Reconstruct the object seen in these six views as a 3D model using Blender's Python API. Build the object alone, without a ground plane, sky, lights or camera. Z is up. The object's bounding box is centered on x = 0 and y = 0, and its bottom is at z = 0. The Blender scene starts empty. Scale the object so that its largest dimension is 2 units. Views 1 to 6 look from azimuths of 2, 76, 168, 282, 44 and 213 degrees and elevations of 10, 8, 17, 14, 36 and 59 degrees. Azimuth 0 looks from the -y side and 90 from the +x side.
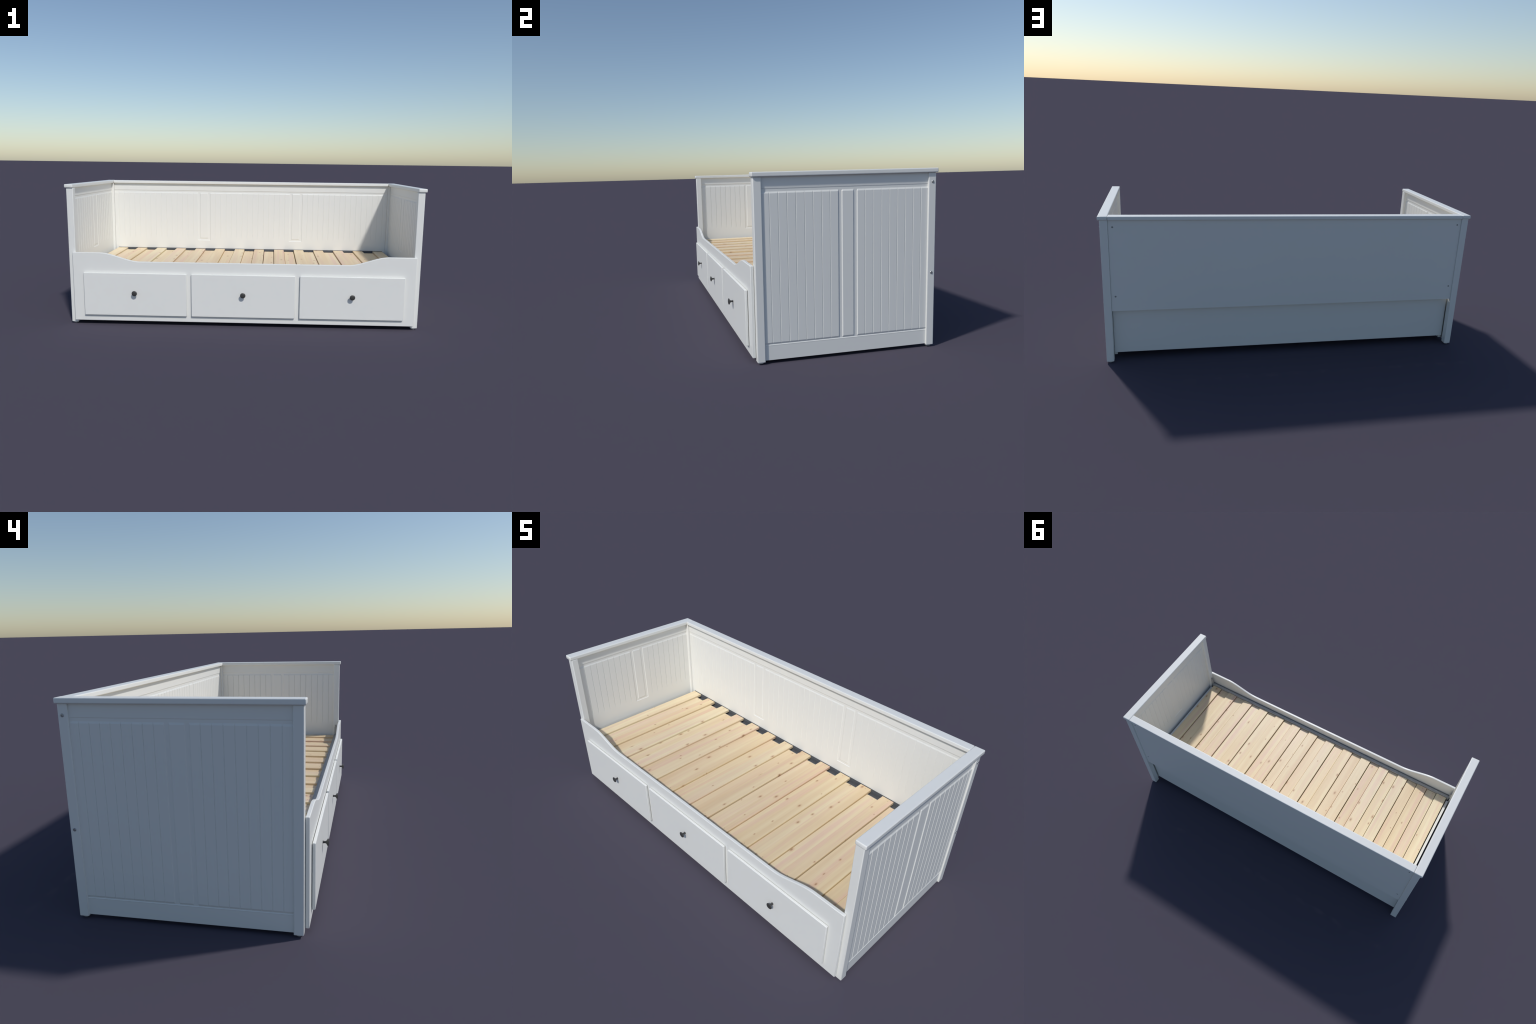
"""White painted day bed: two panelled ends, panelled backrest, three drawers
under a scalloped front board, and a two-level bed base of pine slats."""
import bpy, bmesh, math, random
from mathutils import Vector

random.seed(7)
COL = bpy.context.scene.collection

# ------------------------------------------------------------------ sizes (m)
TOP, CAP_UNDER = 0.7952, 0.7757
POST_X = (0.9530, 0.9910)            # post across the bed length
POST_FRONT_Y = (-0.3825, -0.3480)
POST_BACK_Y = (0.3950, 0.4300)
POST_FOOT = 0.0065
END_X = (0.9675, 0.9848)             # end board, inner and outer face
END_MID = 0.5 * (POST_FRONT_Y[0] + POST_BACK_Y[1])
BACK_Y = (0.4064, 0.4220)
BACK_LOW = 0.2920
GUARD_Y = (-0.3980, -0.3835)
GUARD_LOW, GUARD_X = 0.0215, 0.9660
DRAWER_Y = (-0.4115, -0.3998)
DRAWER_Z = (0.0572, 0.3030)
SLAT_TOP, SLAT_STEP, SLAT_THICK = 0.3212, 0.0080, 0.0155
SLAT_PITCH, SLAT_WIDE = 0.1383, 0.0675

# ------------------------------------------------------------------ materials
def new_mat(name):
    m = bpy.data.materials.new(name)
    m.use_nodes = True
    nt = m.node_tree
    nt.nodes.clear()
    out = nt.nodes.new("ShaderNodeOutputMaterial")
    p = nt.nodes.new("ShaderNodeBsdfPrincipled")
    nt.links.new(p.outputs[0], out.inputs[0])
    return m, nt, p

def N(nt, kind, **kw):
    n = nt.nodes.new(kind)
    for k, v in kw.items():
        if hasattr(n, k) and not k.startswith("i_"):
            setattr(n, k, v)
        else:
            n.inputs[k[2:] if k.startswith("i_") else k].default_value = v
    return n

def math_node(nt, op, a, b=None, c=None, clamp=False):
    n = nt.nodes.new("ShaderNodeMath"); n.operation = op; n.use_clamp = clamp
    for i, v in enumerate((a, b, c)):
        if v is None: continue
        if isinstance(v, (int, float)): n.inputs[i].default_value = v
        else: nt.links.new(v, n.inputs[i])
    return n.outputs[0]

def mix_rgb(nt, fac, a, b, mode="MIX"):
    n = nt.nodes.new("ShaderNodeMix"); n.data_type = "RGBA"; n.blend_type = mode
    if isinstance(fac, (int, float)): n.inputs[0].default_value = fac
    else: nt.links.new(fac, n.inputs[0])
    for i, v in ((6, a), (7, b)):
        if isinstance(v, tuple): n.inputs[i].default_value = (*v, 1)
        else: nt.links.new(v, n.inputs[i])
    return n.outputs[2]

def ramp(nt, fac, stops):
    n = nt.nodes.new("ShaderNodeValToRGB")
    e = n.color_ramp.elements
    while len(e) < len(stops): e.new(0.5)
    for el, (pos, c) in zip(e, stops):
        el.position = pos
        el.color = (c, c, c, 1) if isinstance(c, (int, float)) else (*c, 1)
    nt.links.new(fac, n.inputs[0])
    return n.outputs[0]

def paint_material():
    m, nt, p = new_mat("white_paint")
    tc = nt.nodes.new("ShaderNodeTexCoord")
    big = N(nt, "ShaderNodeTexNoise", i_Scale=3.0, i_Detail=3.0)
    nt.links.new(tc.outputs["Object"], big.inputs["Vector"])
    col = mix_rgb(nt, big.outputs[0], (0.812, 0.818, 0.790), (0.830, 0.836, 0.808))
    nt.links.new(col, p.inputs["Base Color"])
    p.inputs["Roughness"].default_value = 0.38
    p.inputs["Specular IOR Level"].default_value = 0.45
    fine = N(nt, "ShaderNodeTexNoise", i_Scale=160.0, i_Detail=2.0)
    nt.links.new(tc.outputs["Object"], fine.inputs["Vector"])
    b = N(nt, "ShaderNodeBump", i_Strength=0.03, i_Distance=0.0006)
    nt.links.new(fine.outputs[0], b.inputs["Height"])
    nt.links.new(b.outputs[0], p.inputs["Normal"])
    return m

def pine_material():
    """Pale pine: grain along Y, pinkish heartwood streaks, sparse brown knots.
    Object Info > Random slides every slat to another piece of the plank."""
    m, nt, p = new_mat("pale_pine")
    tc = nt.nodes.new("ShaderNodeTexCoord")
    info = nt.nodes.new("ShaderNodeObjectInfo")
    rnd = info.outputs["Random"]
    off = nt.nodes.new("ShaderNodeCombineXYZ")
    nt.links.new(math_node(nt, "MULTIPLY", rnd, 37.0), off.inputs[0])
    nt.links.new(math_node(nt, "MULTIPLY", rnd, 91.0), off.inputs[1])
    nt.links.new(math_node(nt, "MULTIPLY", rnd, 13.0), off.inputs[2])
    vec = nt.nodes.new("ShaderNodeVectorMath"); vec.operation = "ADD"
    nt.links.new(tc.outputs["Object"], vec.inputs[0])
    nt.links.new(off.outputs[0], vec.inputs[1])

    def stretched(sx, sy, sz):
        mp = nt.nodes.new("ShaderNodeMapping")
        mp.inputs["Scale"].default_value = (sx, sy, sz)
        nt.links.new(vec.outputs[0], mp.inputs[0])
        return mp.outputs[0]

    grain = N(nt, "ShaderNodeTexNoise", i_Scale=1.0, i_Detail=5.0, i_Roughness=0.6)
    nt.links.new(stretched(150, 3.5, 60), grain.inputs["Vector"])
    broad = N(nt, "ShaderNodeTexNoise", i_Scale=1.0, i_Detail=2.0)
    nt.links.new(stretched(26, 1.1, 12), broad.inputs["Vector"])
    pink = N(nt, "ShaderNodeTexNoise", i_Scale=1.0, i_Detail=2.0)
    nt.links.new(stretched(33, 0.9, 8), pink.inputs["Vector"])

    base = mix_rgb(nt, ramp(nt, broad.outputs[0], [(0.32, 0.0), (0.68, 1.0)]),
                   (0.765, 0.605, 0.390), (0.845, 0.728, 0.495))
    base = mix_rgb(nt, math_node(nt, "MULTIPLY",
                   ramp(nt, pink.outputs[0], [(0.51, 0.0), (0.68, 1.0)]), 0.8),
                   base, (0.785, 0.570, 0.435))
    base = mix_rgb(nt, math_node(nt, "MULTIPLY",
                   ramp(nt, grain.outputs[0], [(0.50, 0.0), (0.78, 1.0)]), 0.30),
                   base, (0.66, 0.50, 0.32))
    # knots: one Voronoi cell in two or three carries one, slightly stretched
    vor = N(nt, "ShaderNodeTexVoronoi", i_Scale=1.0, i_Randomness=1.0)
    vor.voronoi_dimensions = "2D"
    nt.links.new(stretched(15.5, 8.5, 1), vor.inputs["Vector"])
    sep = nt.nodes.new("ShaderNodeSeparateColor")
    nt.links.new(vor.outputs["Color"], sep.inputs[0])
    has = math_node(nt, "GREATER_THAN", sep.outputs[0], 0.50)
    radius = math_node(nt, "MULTIPLY_ADD", sep.outputs[1], 0.075, 0.028)
    rel = math_node(nt, "DIVIDE", vor.outputs["Distance"], radius)
    halo = math_node(nt, "MULTIPLY", has, ramp(nt, math_node(nt, "MULTIPLY", rel, 0.45), [(0.30, 1.0), (0.95, 0.0)]))
    core = math_node(nt, "MULTIPLY", has, ramp(nt, math_node(nt, "MULTIPLY", rel, 0.5), [(0.12, 1.0), (0.55, 0.0)]))
    base = mix_rgb(nt, math_node(nt, "MULTIPLY", halo, 0.48), base, (0.62, 0.37, 0.20))
    base = mix_rgb(nt, math_node(nt, "MULTIPLY", core, 0.66), base, (0.27, 0.125, 0.060))
    # each slat a touch lighter or redder than its neighbour
    tint = ramp(nt, rnd, [(0.0, (0.97, 0.91, 0.86)), (0.25, (1.02, 1.02, 1.02)), (0.5, (1.02, 0.975, 0.91)),
                          (0.75, (1.0, 0.935, 0.91)), (1.0, (1.04, 1.04, 1.04))])
    base = mix_rgb(nt, 1.0, base, tint, "MULTIPLY")
    nt.links.new(base, p.inputs["Base Color"])
    p.inputs["Roughness"].default_value = 0.42
    p.inputs["Specular IOR Level"].default_value = 0.5
    b = N(nt, "ShaderNodeBump", i_Strength=0.15, i_Distance=0.0006)
    nt.links.new(grain.outputs[0], b.inputs["Height"])
    nt.links.new(b.outputs[0], p.inputs["Normal"])
    return m

def plain_material(name, colour, rough, metal, variation=0.15, scale=40.0):
    m, nt, p = new_mat(name)
    tc = nt.nodes.new("ShaderNodeTexCoord")
    n = N(nt, "ShaderNodeTexNoise", i_Scale=scale, i_Detail=3.0)
    nt.links.new(tc.outputs["Object"], n.inputs["Vector"])
    lo = tuple(c * (1 - variation) for c in colour)
    hi = tuple(c * (1 + variation) for c in colour)
    nt.links.new(mix_rgb(nt, n.outputs[0], lo, hi), p.inputs["Base Color"])
    p.inputs["Roughness"].default_value = rough
    p.inputs["Metallic"].default_value = metal
    return m

PAINT = paint_material()
PINE = pine_material()
KNOB = plain_material("dark_pewter", (0.066, 0.065, 0.063), 0.42, 0.3)
STEEL = plain_material("zinc_steel", (0.42, 0.43, 0.44), 0.40, 0.9)
RAIL = plain_material("grey_steel_rail", (0.50, 0.50, 0.49), 0.5, 0.25)
DARK = plain_material("dark_blue_grey", (0.125, 0.135, 0.150), 0.5, 0.2)  # dark blue-grey, matched to the look of the openings behind the low slats
PLUG = plain_material("grey_screw_cover", (0.30, 0.31, 0.30), 0.6, 0.2)
GLIDE = plain_material("clear_plastic_glide", (0.55, 0.56, 0.55), 0.4, 0.0)

# ------------------------------------------------------------------ mesh tools
def make_object(name, mesh, parent, mat=None):
    ob = bpy.data.objects.new(name, mesh)
    COL.objects.link(ob)
    if parent is not None: ob.parent = parent
    if mat is not None and not mesh.materials: mesh.materials.append(mat)
    return ob

def finish(bm, name, bevel=0.0, segments=2, smooth=True):
    bmesh.ops.recalc_face_normals(bm, faces=bm.faces)
    if bevel:
        edges = [e for e in bm.edges if len(e.link_faces) == 2
                 and e.calc_face_angle() > math.radians(28)]
        bmesh.ops.bevel(bm, geom=edges, offset=bevel, segments=segments,
                        profile=0.5, affect="EDGES", clamp_overlap=True)
    me = bpy.data.meshes.new(name)
    bm.to_mesh(me); bm.free()
    if smooth:
        me.shade_smooth()
        me.set_sharp_from_angle(angle=math.radians(32))
        for f in me.polygons:            # keep the broad faces dead flat
            if f.area > 0.0012 or len(f.vertices) > 4: f.use_smooth = False
    return me

def add_box(bm, x, y, z):
    v = [bm.verts.new((a, b, c)) for a in x for b in y for c in z]
    for f in ((0, 1, 3, 2), (4, 6, 7, 5), (0, 4, 5, 1), (2, 3, 7, 6), (0, 2, 6, 4), (1, 5, 7, 3)):
        bm.faces.new([v[i] for i in f])

def box_mesh(name, x, y, z, bevel=0.002, segments=2):
    bm = bmesh.new()
    add_box(bm, sorted(x), sorted(y), sorted(z))
    return finish(bm, name, bevel, segments)

def box(name, parent, mat, x, y, z, bevel=0.002, segments=2):
    return make_object(name, box_mesh(name, x, y, z, bevel, segments), parent, mat)

def lathe(name, profile, steps=28):
    """Spin (radius, height) pairs about Z."""
    bm = bmesh.new()
    rings = []
    for r, h in profile:
        if r < 1e-6: rings.append([bm.verts.new((0, 0, h))])
        else: rings.append([bm.verts.new((r * math.cos(t * 2 * math.pi / steps),
                                          r * math.sin(t * 2 * math.pi / steps), h))
                            for t in range(steps)])
    for a, b in zip(rings, rings[1:]):
        for i in range(steps):
            j = (i + 1) % steps
            if len(a) == 1: bm.faces.new((a[0], b[i], b[j]))
            elif len(b) == 1: bm.faces.new((a[i], a[j], b[0]))
            else: bm.faces.new((a[i], a[j], b[j], b[i]))
    return finish(bm, name)

# ------------------------------------------------------------------ panelling
def step(a, b, t):
    if a == b: return float(t >= a)
    return min(1.0, max(0.0, (t - a) / (b - a)))

class Panelling:
    """Relief of tongue-and-groove panelling: a rail at the top (and bottom), a
    sunk channel, then raised fields cut by vertical V grooves, with narrow
    raised stiles between the fields.  u runs across, v is the height."""
    FIELD, V_DEEP, BEVEL = 0.0006, 0.0022, 0.0070

    def __init__(self, stiles, half_stile, channel, grooves, edge, top_rail,
                 field_top, low_rail=None, field_low=None, groove_fade=None, stile_low=None,
                 sunk=0.0038, v_half=0.0020, rail=0.0024, skew=0.0):
        self.SUNK, self.V_HALF, self.RAIL, self.skew = sunk, v_half, rail, skew
        self.stiles, self.hs, self.ch = stiles, half_stile, channel
        self.grooves, self.edge = grooves, edge
        self.top_rail, self.field_top = top_rail, field_top
        self.low_rail, self.field_low = low_rail, field_low
        self.fade, self.stile_low = groove_fade, stile_low

    def u_breaks(self):
        s = set()
        for g in self.grooves: s |= {g - self.V_HALF, g + self.skew * self.V_HALF, g + self.V_HALF}
        for c in self.stiles:
            for k in (-1, 1):
                for d in (self.hs - 0.004, self.hs, self.hs + self.ch, self.hs + self.ch + 0.003):
                    s.add(c + k * d)
        for k in self.edge:
            sign = 1 if k > 0 else -1
            s |= {k, k - sign * self.BEVEL}
        return s

    def v_breaks(self):
        t, f = self.top_rail, self.field_top
        s = {t + 0.004, t + 0.0012, t, f, f - self.BEVEL}
        if self.low_rail is not None:
            l, g = self.low_rail, self.field_low
            s |= {l - 0.006, l - 0.002, l, g, g + self.BEVEL}
        if self.fade: s |= {self.fade[0], self.fade[1], 0.5 * (self.fade[0] + self.fade[1])}
        if self.stile_low:
            a, b = self.stile_low
            s |= {a, a + 0.003, b, b + 0.004}
        return s

    def depth(self, u, v):
        e = 1e-6
        # rails
        if v >= self.top_rail - e:
            k = step(self.top_rail, self.top_rail + 0.004, v)
            return self.RAIL + (self.SUNK - self.RAIL) * (1 - k) ** 2 * 0.55 if v > self.top_rail + e else self.SUNK
        if self.low_rail is not None and v <= self.low_rail + e:
            k = step(self.low_rail, self.low_rail - 0.006, v)
            return self.RAIL * k + self.SUNK * (1 - k) ** 2 * 0.7 if v < self.low_rail - e else self.SUNK
        # how far up on the raised field, 0 in the channel, 1 on the face
        up = step(self.field_top, self.field_top - self.BEVEL, v)
        if self.field_low is not None:
            up = min(up, step(self.field_low, self.field_low + self.BEVEL, v))
        lo, hi = min(self.edge), max(self.edge)
        up = min(up, step(lo, lo + self.BEVEL, u), step(hi, hi - self.BEVEL, u))
        for c in self.stiles:
            d = abs(u - c)
            here = max(step(self.hs, self.hs - 0.004, d), step(self.hs + self.ch, self.hs + self.ch + 0.003, d))
            if self.stile_low:
                a, b = self.stile_low
                below = step(a + 0.003, a, v)
                inside = step(b, b + 0.004, v)          # stile face begins here
                if d <= self.hs + e: here = min(step(self.hs, self.hs - 0.004, d), inside)
                here = max(here, below)
            up = min(up, here)
        dep = self.SUNK + (self.FIELD - self.SUNK) * up
        g = min(self.grooves, key=lambda t: abs(u - t))
        if abs(u - g) < self.V_HALF + e:
            t = (u - g) / self.V_HALF - self.skew          # 0 at the bottom of the V
            k = self.V_DEEP * (1 - abs(t) / ((1 - self.skew) if t > 0 else (1 + self.skew)))
            if self.fade: k *= step(self.fade[0], self.fade[1], v)
            dep += max(0.0, k) * up
        return dep

def relief_board(name, u_range, v_range, face_a, face_b, rel_a, rel_b, place):
    """Closed board; faces a and b carry relief sunk towards the board's middle.
    place(u, v, w) -> point, w between face_b and face_a (face_a > face_b)."""
    us, vs = set(u_range), set(v_range)
    for r in (rel_a, rel_b):
        if r: us |= r.u_breaks(); vs |= r.v_breaks()
    def tidy(s, rng):
        out = []
        for t in sorted(s):
            if rng[0] - 1e-9 <= t <= rng[1] + 1e-9 and (not out or t - out[-1] > 1e-5): out.append(t)
        return out
    us, vs = tidy(us, u_range), tidy(vs, v_range)
    bm = bmesh.new()
    A = [[bm.verts.new(place(u, v, face_a - (rel_a.depth(u, v) if rel_a else 0))) for v in vs] for u in us]
    B = [[bm.verts.new(place(u, v, face_b + (rel_b.depth(u, v) if rel_b else 0))) for v in vs] for u in us]
    nu, nv = len(us), len(vs)
    for i in range(nu - 1):
        for j in range(nv - 1):
            bm.faces.new((A[i][j], A[i + 1][j], A[i + 1][j + 1], A[i][j + 1]))
            bm.faces.new((B[i][j], B[i][j + 1], B[i + 1][j + 1], B[i + 1][j]))
    for i in range(nu - 1):
        for j in (0, nv - 1):
            bm.faces.new((A[i][j], B[i][j], B[i + 1][j], A[i + 1][j]))
    for j in range(nv - 1):
        for i in (0, nu - 1):
            bm.faces.new((A[i][j], A[i][j + 1], B[i][j + 1], B[i][j]))
    bmesh.ops.recalc_face_normals(bm, faces=bm.faces)
    me = bpy.data.meshes.new(name); bm.to_mesh(me); bm.free()
    return me

# ------------------------------------------------------------------ the bed
bed = bpy.data.objects.new("daybed", None)
COL.objects.link(bed)
bed["label"] = "white panelled daybed with three drawers and pine slats"
bed["category"] = "bed"

def group(name):
    g = bpy.data.objects.new(name, None)
    COL.objects.link(g); g.parent = bed
    return g

# ---- ends
GP = 0.0372
END_GROOVES = [END_MID + s * (0.041 + GP * i) for s in (-1, 1) for i in range(1, 9)]
end_kw = dict(stiles=[END_MID], half_stile=0.0275, channel=0.0135, grooves=END_GROOVES,
              edge=(-9.0, 9.0), top_rail=0.7270, field_top=0.7160)
end_out = Panelling(**end_kw, low_rail=0.0790, field_low=0.0810, skew=0.45)
end_in = Panelling(**end_kw, groove_fade=(0.393, 0.418), stile_low=(0.3855, 0.3985), sunk=0.0028, v_half=0.0015, rail=0.0008, skew=0.40)
end_in.V_DEEP, end_out.V_DEEP = 0.0024, 0.0019
U_END = (POST_FRONT_Y[1] - 0.004, POST_BACK_Y[0] + 0.004)

post_f = box_mesh("post", POST_X, POST_FRONT_Y, (POST_FOOT, CAP_UNDER), 0.0030, 3)
post_b = box_mesh("post", POST_X, POST_BACK_Y, (POST_FOOT, CAP_UNDER), 0.0030, 3)
cap_end = box_mesh("top_rail", (0.9525, 1.0), (-0.3892, 0.4362), (CAP_UNDER, TOP), 0.0042, 4)
board = relief_board("end_board", U_END, (0.0125, CAP_UNDER), END_X[1], END_X[0], end_out, end_in,
                     lambda u, v, w: (w, u, v))
glide = lathe("glide", [(0.0, 0.0), (0.0105, 0.0), (0.0125, 0.0015), (0.0125, 0.0080), (0.0, 0.0080)])
bolt = lathe("bolt", [(0.0, -0.004), (0.0060, -0.004), (0.0060, 0.0012), (0.0050, 0.0024),
                      (0.0026, 0.0026), (0.0022, 0.0014), (0.0, 0.0014)])
for me, mt in ((post_f, PAINT), (post_b, PAINT), (cap_end, PAINT), (board, PAINT), (glide, GLIDE), (bolt, STEEL)):
    me.materials.append(mt)

def mirrored(me):
    m2 = me.copy()
    bm = bmesh.new(); bm.from_mesh(m2)
    for v in bm.verts: v.co.x = -v.co.x
    bmesh.ops.reverse_faces(bm, faces=bm.faces)
    bm.to_mesh(m2); bm.free()
    return m2

for side in (1, -1):
    end = group("end_panel")
    pick = (lambda m: m) if side > 0 else mirrored
    for nm, me in (("post", post_f), ("post", post_b), ("end_board", board), ("top_rail", cap_end)):
        make_object(nm, pick(me), end)
    px = 0.5 * (POST_X[0] + POST_X[1])
    for yy in (sum(POST_FRONT_Y) / 2, sum(POST_BACK_Y) / 2):
        g = make_object("glide", glide, end)
        g.location = (side * px, yy, 0.0)
    for zz in (0.7363, 0.3380):
        b = make_object("bolt", bolt, end)
        b.location = (side * POST_X[1], 0.4138, zz)
        b.rotation_euler = (0, side * math.pi / 2, 0)

# ---- backrest
BP = 0.0374
BACK_GROOVES = []
for s in (-1, 1):
    BACK_GROOVES += [s * BP * (0.5 + i) for i in range(7)]
    BACK_GROOVES += [s * (0.3630 + BP * i) for i in range(1, 16)]
back_in = Panelling(stiles=[-0.3220, 0.3220], half_stile=0.0285, channel=0.0130, grooves=BACK_GROOVES,
                    edge=(-9.0, 9.0), top_rail=0.7270, field_top=0.7160,
                    groove_fade=(0.385, 0.410), stile_low=(0.3800, 0.3935), sunk=0.0028, v_half=0.0015, rail=0.0006)
back_in.V_DEEP = 0.0015
backrest = group("backrest")
bw = 0.9522
me = relief_board("back_board", (-bw, bw), (BACK_LOW, CAP_UNDER), -BACK_Y[0], -BACK_Y[1], back_in, None,
                  lambda u, v, w: (u, -w, v))
make_object("back_board", me, backrest, PAINT)
box("top_rail", backrest, PAINT, (-0.9518, 0.9518), (0.3908, 0.4362), (CAP_UNDER, TOP - 0.0006), 0.0036, 4)
plug = lathe("screw_cover", [(0.0, 0.0006), (0.0040, 0.0006), (0.0048, 0.0), (0.0048, -0.003), (0.0, -0.003)], 20)
plug.materials.append(PLUG)
for sx in (-1, 1):
    for zz in (0.7386, 0.3722):
        p = make_object("screw_cover", plug, backrest)
        p.location = (sx * 0.931, BACK_Y[1], zz)
        p.rotation_euler = (-math.pi / 2, 0, 0)

# ---- front board with its scalloped top edge
def s_curve(t): return t * t * (3 - 2 * t)
LOW_Z, HIGH_Z, X0, X1 = 0.3672, 0.4158, 0.583, 0.815
def guard_top(x):
    return LOW_Z + (HIGH_Z - LOW_Z) * s_curve(step(X0, X1, abs(x)))

front = group("drawer_unit")
bm = bmesh.new()
xs = [-GUARD_X] + [-X1 + (X1 - X0) * i / 24 for i in range(25)] + [X0 + (X1 - X0) * i / 24 for i in range(25)] + [GUARD_X]
outline = [(x, guard_top(x)) for x in xs] + [(GUARD_X, GUARD_LOW), (-GUARD_X, GUARD_LOW)]
fa = [bm.verts.new((x, GUARD_Y[0], z)) for x, z in outline]
fb = [bm.verts.new((x, GUARD_Y[1], z)) for x, z in outline]
bm.faces.new(fa); bm.faces.new(list(reversed(fb)))
n = len(outline)
for i in range(n):
    j = (i + 1) % n
    bm.faces.new((fa[i], fb[i], fb[j], fa[j]))
make_object("front_board", finish(bm, "front_board", 0.0028, 3), front, PAINT)

# carcass behind the front board, running on the floor under the slats
side_me = box_mesh("side_board", (0.9390, 0.9545), (-0.3460, 0.3755), (GUARD_LOW, 0.3050), 0.001, 1)
side_me.materials.append(PAINT)
make_object("side_board", side_me, front)
make_object("side_board", mirrored(side_me), front)
box("rear_board", front, PAINT, (-0.9528, 0.9528), (0.3765, 0.3865), (0.0385, 0.2890), 0.001, 1)

# ---- drawers
KNOB_PROFILE = [(0.0, -0.001), (0.0062, -0.001), (0.0058, 0.0015), (0.0046, 0.004), (0.0044, 0.010),
                (0.0058, 0.0135), (0.0105, 0.0165), (0.0142, 0.0185), (0.0152, 0.0202), (0.0148, 0.0218),
                (0.0125, 0.0233), (0.0080, 0.0243), (0.0, 0.0247)]
knob_me = lathe("knob", KNOB_PROFILE, 32)
knob_me.materials.append(KNOB)
for x0, x1 in ((-0.9035, -0.3190), (-0.2925, 0.2925), (0.3190, 0.9035)):
    d = box("drawer_front", front, PAINT, (x0, x1), DRAWER_Y, DRAWER_Z, 0.0030, 3)
    k = make_object("knob", knob_me, d)
    k.location = (0.5 * (x0 + x1), DRAWER_Y[0], 0.1911)
    k.rotation_euler = (math.pi / 2, 0, 0)
    # box body behind the front, inside the carcass
    bm = bmesh.new()
    a, b = x0 + 0.02, x1 - 0.02
    add_box(bm, (a, b), (-0.375, 0.335), (0.045, 0.051))
    add_box(bm, (a, a + 0.011), (-0.375, 0.335), (0.0512, 0.185))
    add_box(bm, (b - 0.011, b), (-0.375, 0.335), (0.0512, 0.185))
    add_box(bm, (a + 0.0112, b - 0.0112), (0.324, 0.335), (0.0512, 0.185))
    make_object("drawer_box", finish(bm, "drawer_box"), d, PAINT)

# ---- bed base: fixed upper slats and sliding lower slats between them
base = group("bed_base")
def slat_mesh(wide, y0, y1):
    return box_mesh("slat", (-wide / 2, wide / 2), (y0, y1), (-SLAT_THICK, 0), 0.0016, 3)
high = slat_mesh(SLAT_WIDE, -0.3545, 0.4043); high.materials.append(PINE)
low = slat_mesh(0.0648, -0.3550, 0.3670); low.materials.append(PINE)
screw = lathe("slat_screw", [(0.0, 0.0003), (0.0016, 0.0002), (0.0024, -0.0004), (0.0, -0.0008)], 12)
screw.materials.append(plain_material("dull_screw", (0.36, 0.28, 0.18), 0.6, 0.2))
for i in range(27):
    upper = i % 2 == 0
    s = make_object("slat", high if upper else low, base)
    z = SLAT_TOP if upper else SLAT_TOP - SLAT_STEP
    s.location = ((i - 13) * SLAT_PITCH / 2 - (0 if upper else 0.0006) + random.uniform(-0.0007, 0.0007), 0,
                  z + random.uniform(-0.0003, 0.0003))
    for yy in ((-0.338, 0.388) if upper else (-0.342, 0.352)):
        t = make_object("slat_screw", screw, s)
        t.location = (random.uniform(-0.012, 0.012), yy, 0.0)

def rail(name, profile, x0, x1):
    """Extrude a closed (y, z) profile along the bed."""
    bm = bmesh.new()
    a = [bm.verts.new((x0, y, z)) for y, z in profile]
    b = [bm.verts.new((x1, y, z)) for y, z in profile]
    bm.faces.new(a); bm.faces.new(list(reversed(b)))
    for i in range(len(profile)):
        j = (i + 1) % len(profile)
        bm.faces.new((a[i], b[i], b[j], a[j]))
    return make_object(name, finish(bm, name, 0, smooth=False), base, RAIL)

# front rail with two lips, rear rail on the carcass, dark blue-grey strip under the backrest
rail("support_rail", [(-0.3735, 0.2900), (-0.3562, 0.2900), (-0.3562, 0.3245), (-0.3582, 0.3245), (-0.3582, 0.3225),
                      (-0.3712, 0.3225), (-0.3712, 0.3245), (-0.3735, 0.3245)], -0.9480, 0.9480)
rail("support_rail", [(0.3755, 0.2895), (0.3880, 0.2895), (0.3880, 0.2955), (0.3862, 0.2955), (0.3862, 0.2920),
                      (0.3775, 0.2920), (0.3775, 0.2955), (0.3755, 0.2955)], -0.9480, 0.9480)
rail("support_rail", [(0.4062, 0.2925), (0.4062, 0.3238), (0.4048, 0.3238), (0.4048, 0.3120), (0.4022, 0.3120),
                      (0.4022, 0.3105), (0.4048, 0.3105), (0.4048, 0.2940), (0.3915, 0.2940), (0.3915, 0.2925)], -0.9330, 0.9330).data.materials[0] = DARK
for sx in (-1, 1):
    box("bracket", base, RAIL, (sx * 0.9440, sx * 0.9530), (-0.3720, -0.3580), (0.3260, 0.3700), 0.001, 1)
    box("bracket", base, STEEL, (sx * 0.9455, sx * 0.9530), (-0.3700, -0.3610), (0.3720, 0.3860), 0.001, 1)
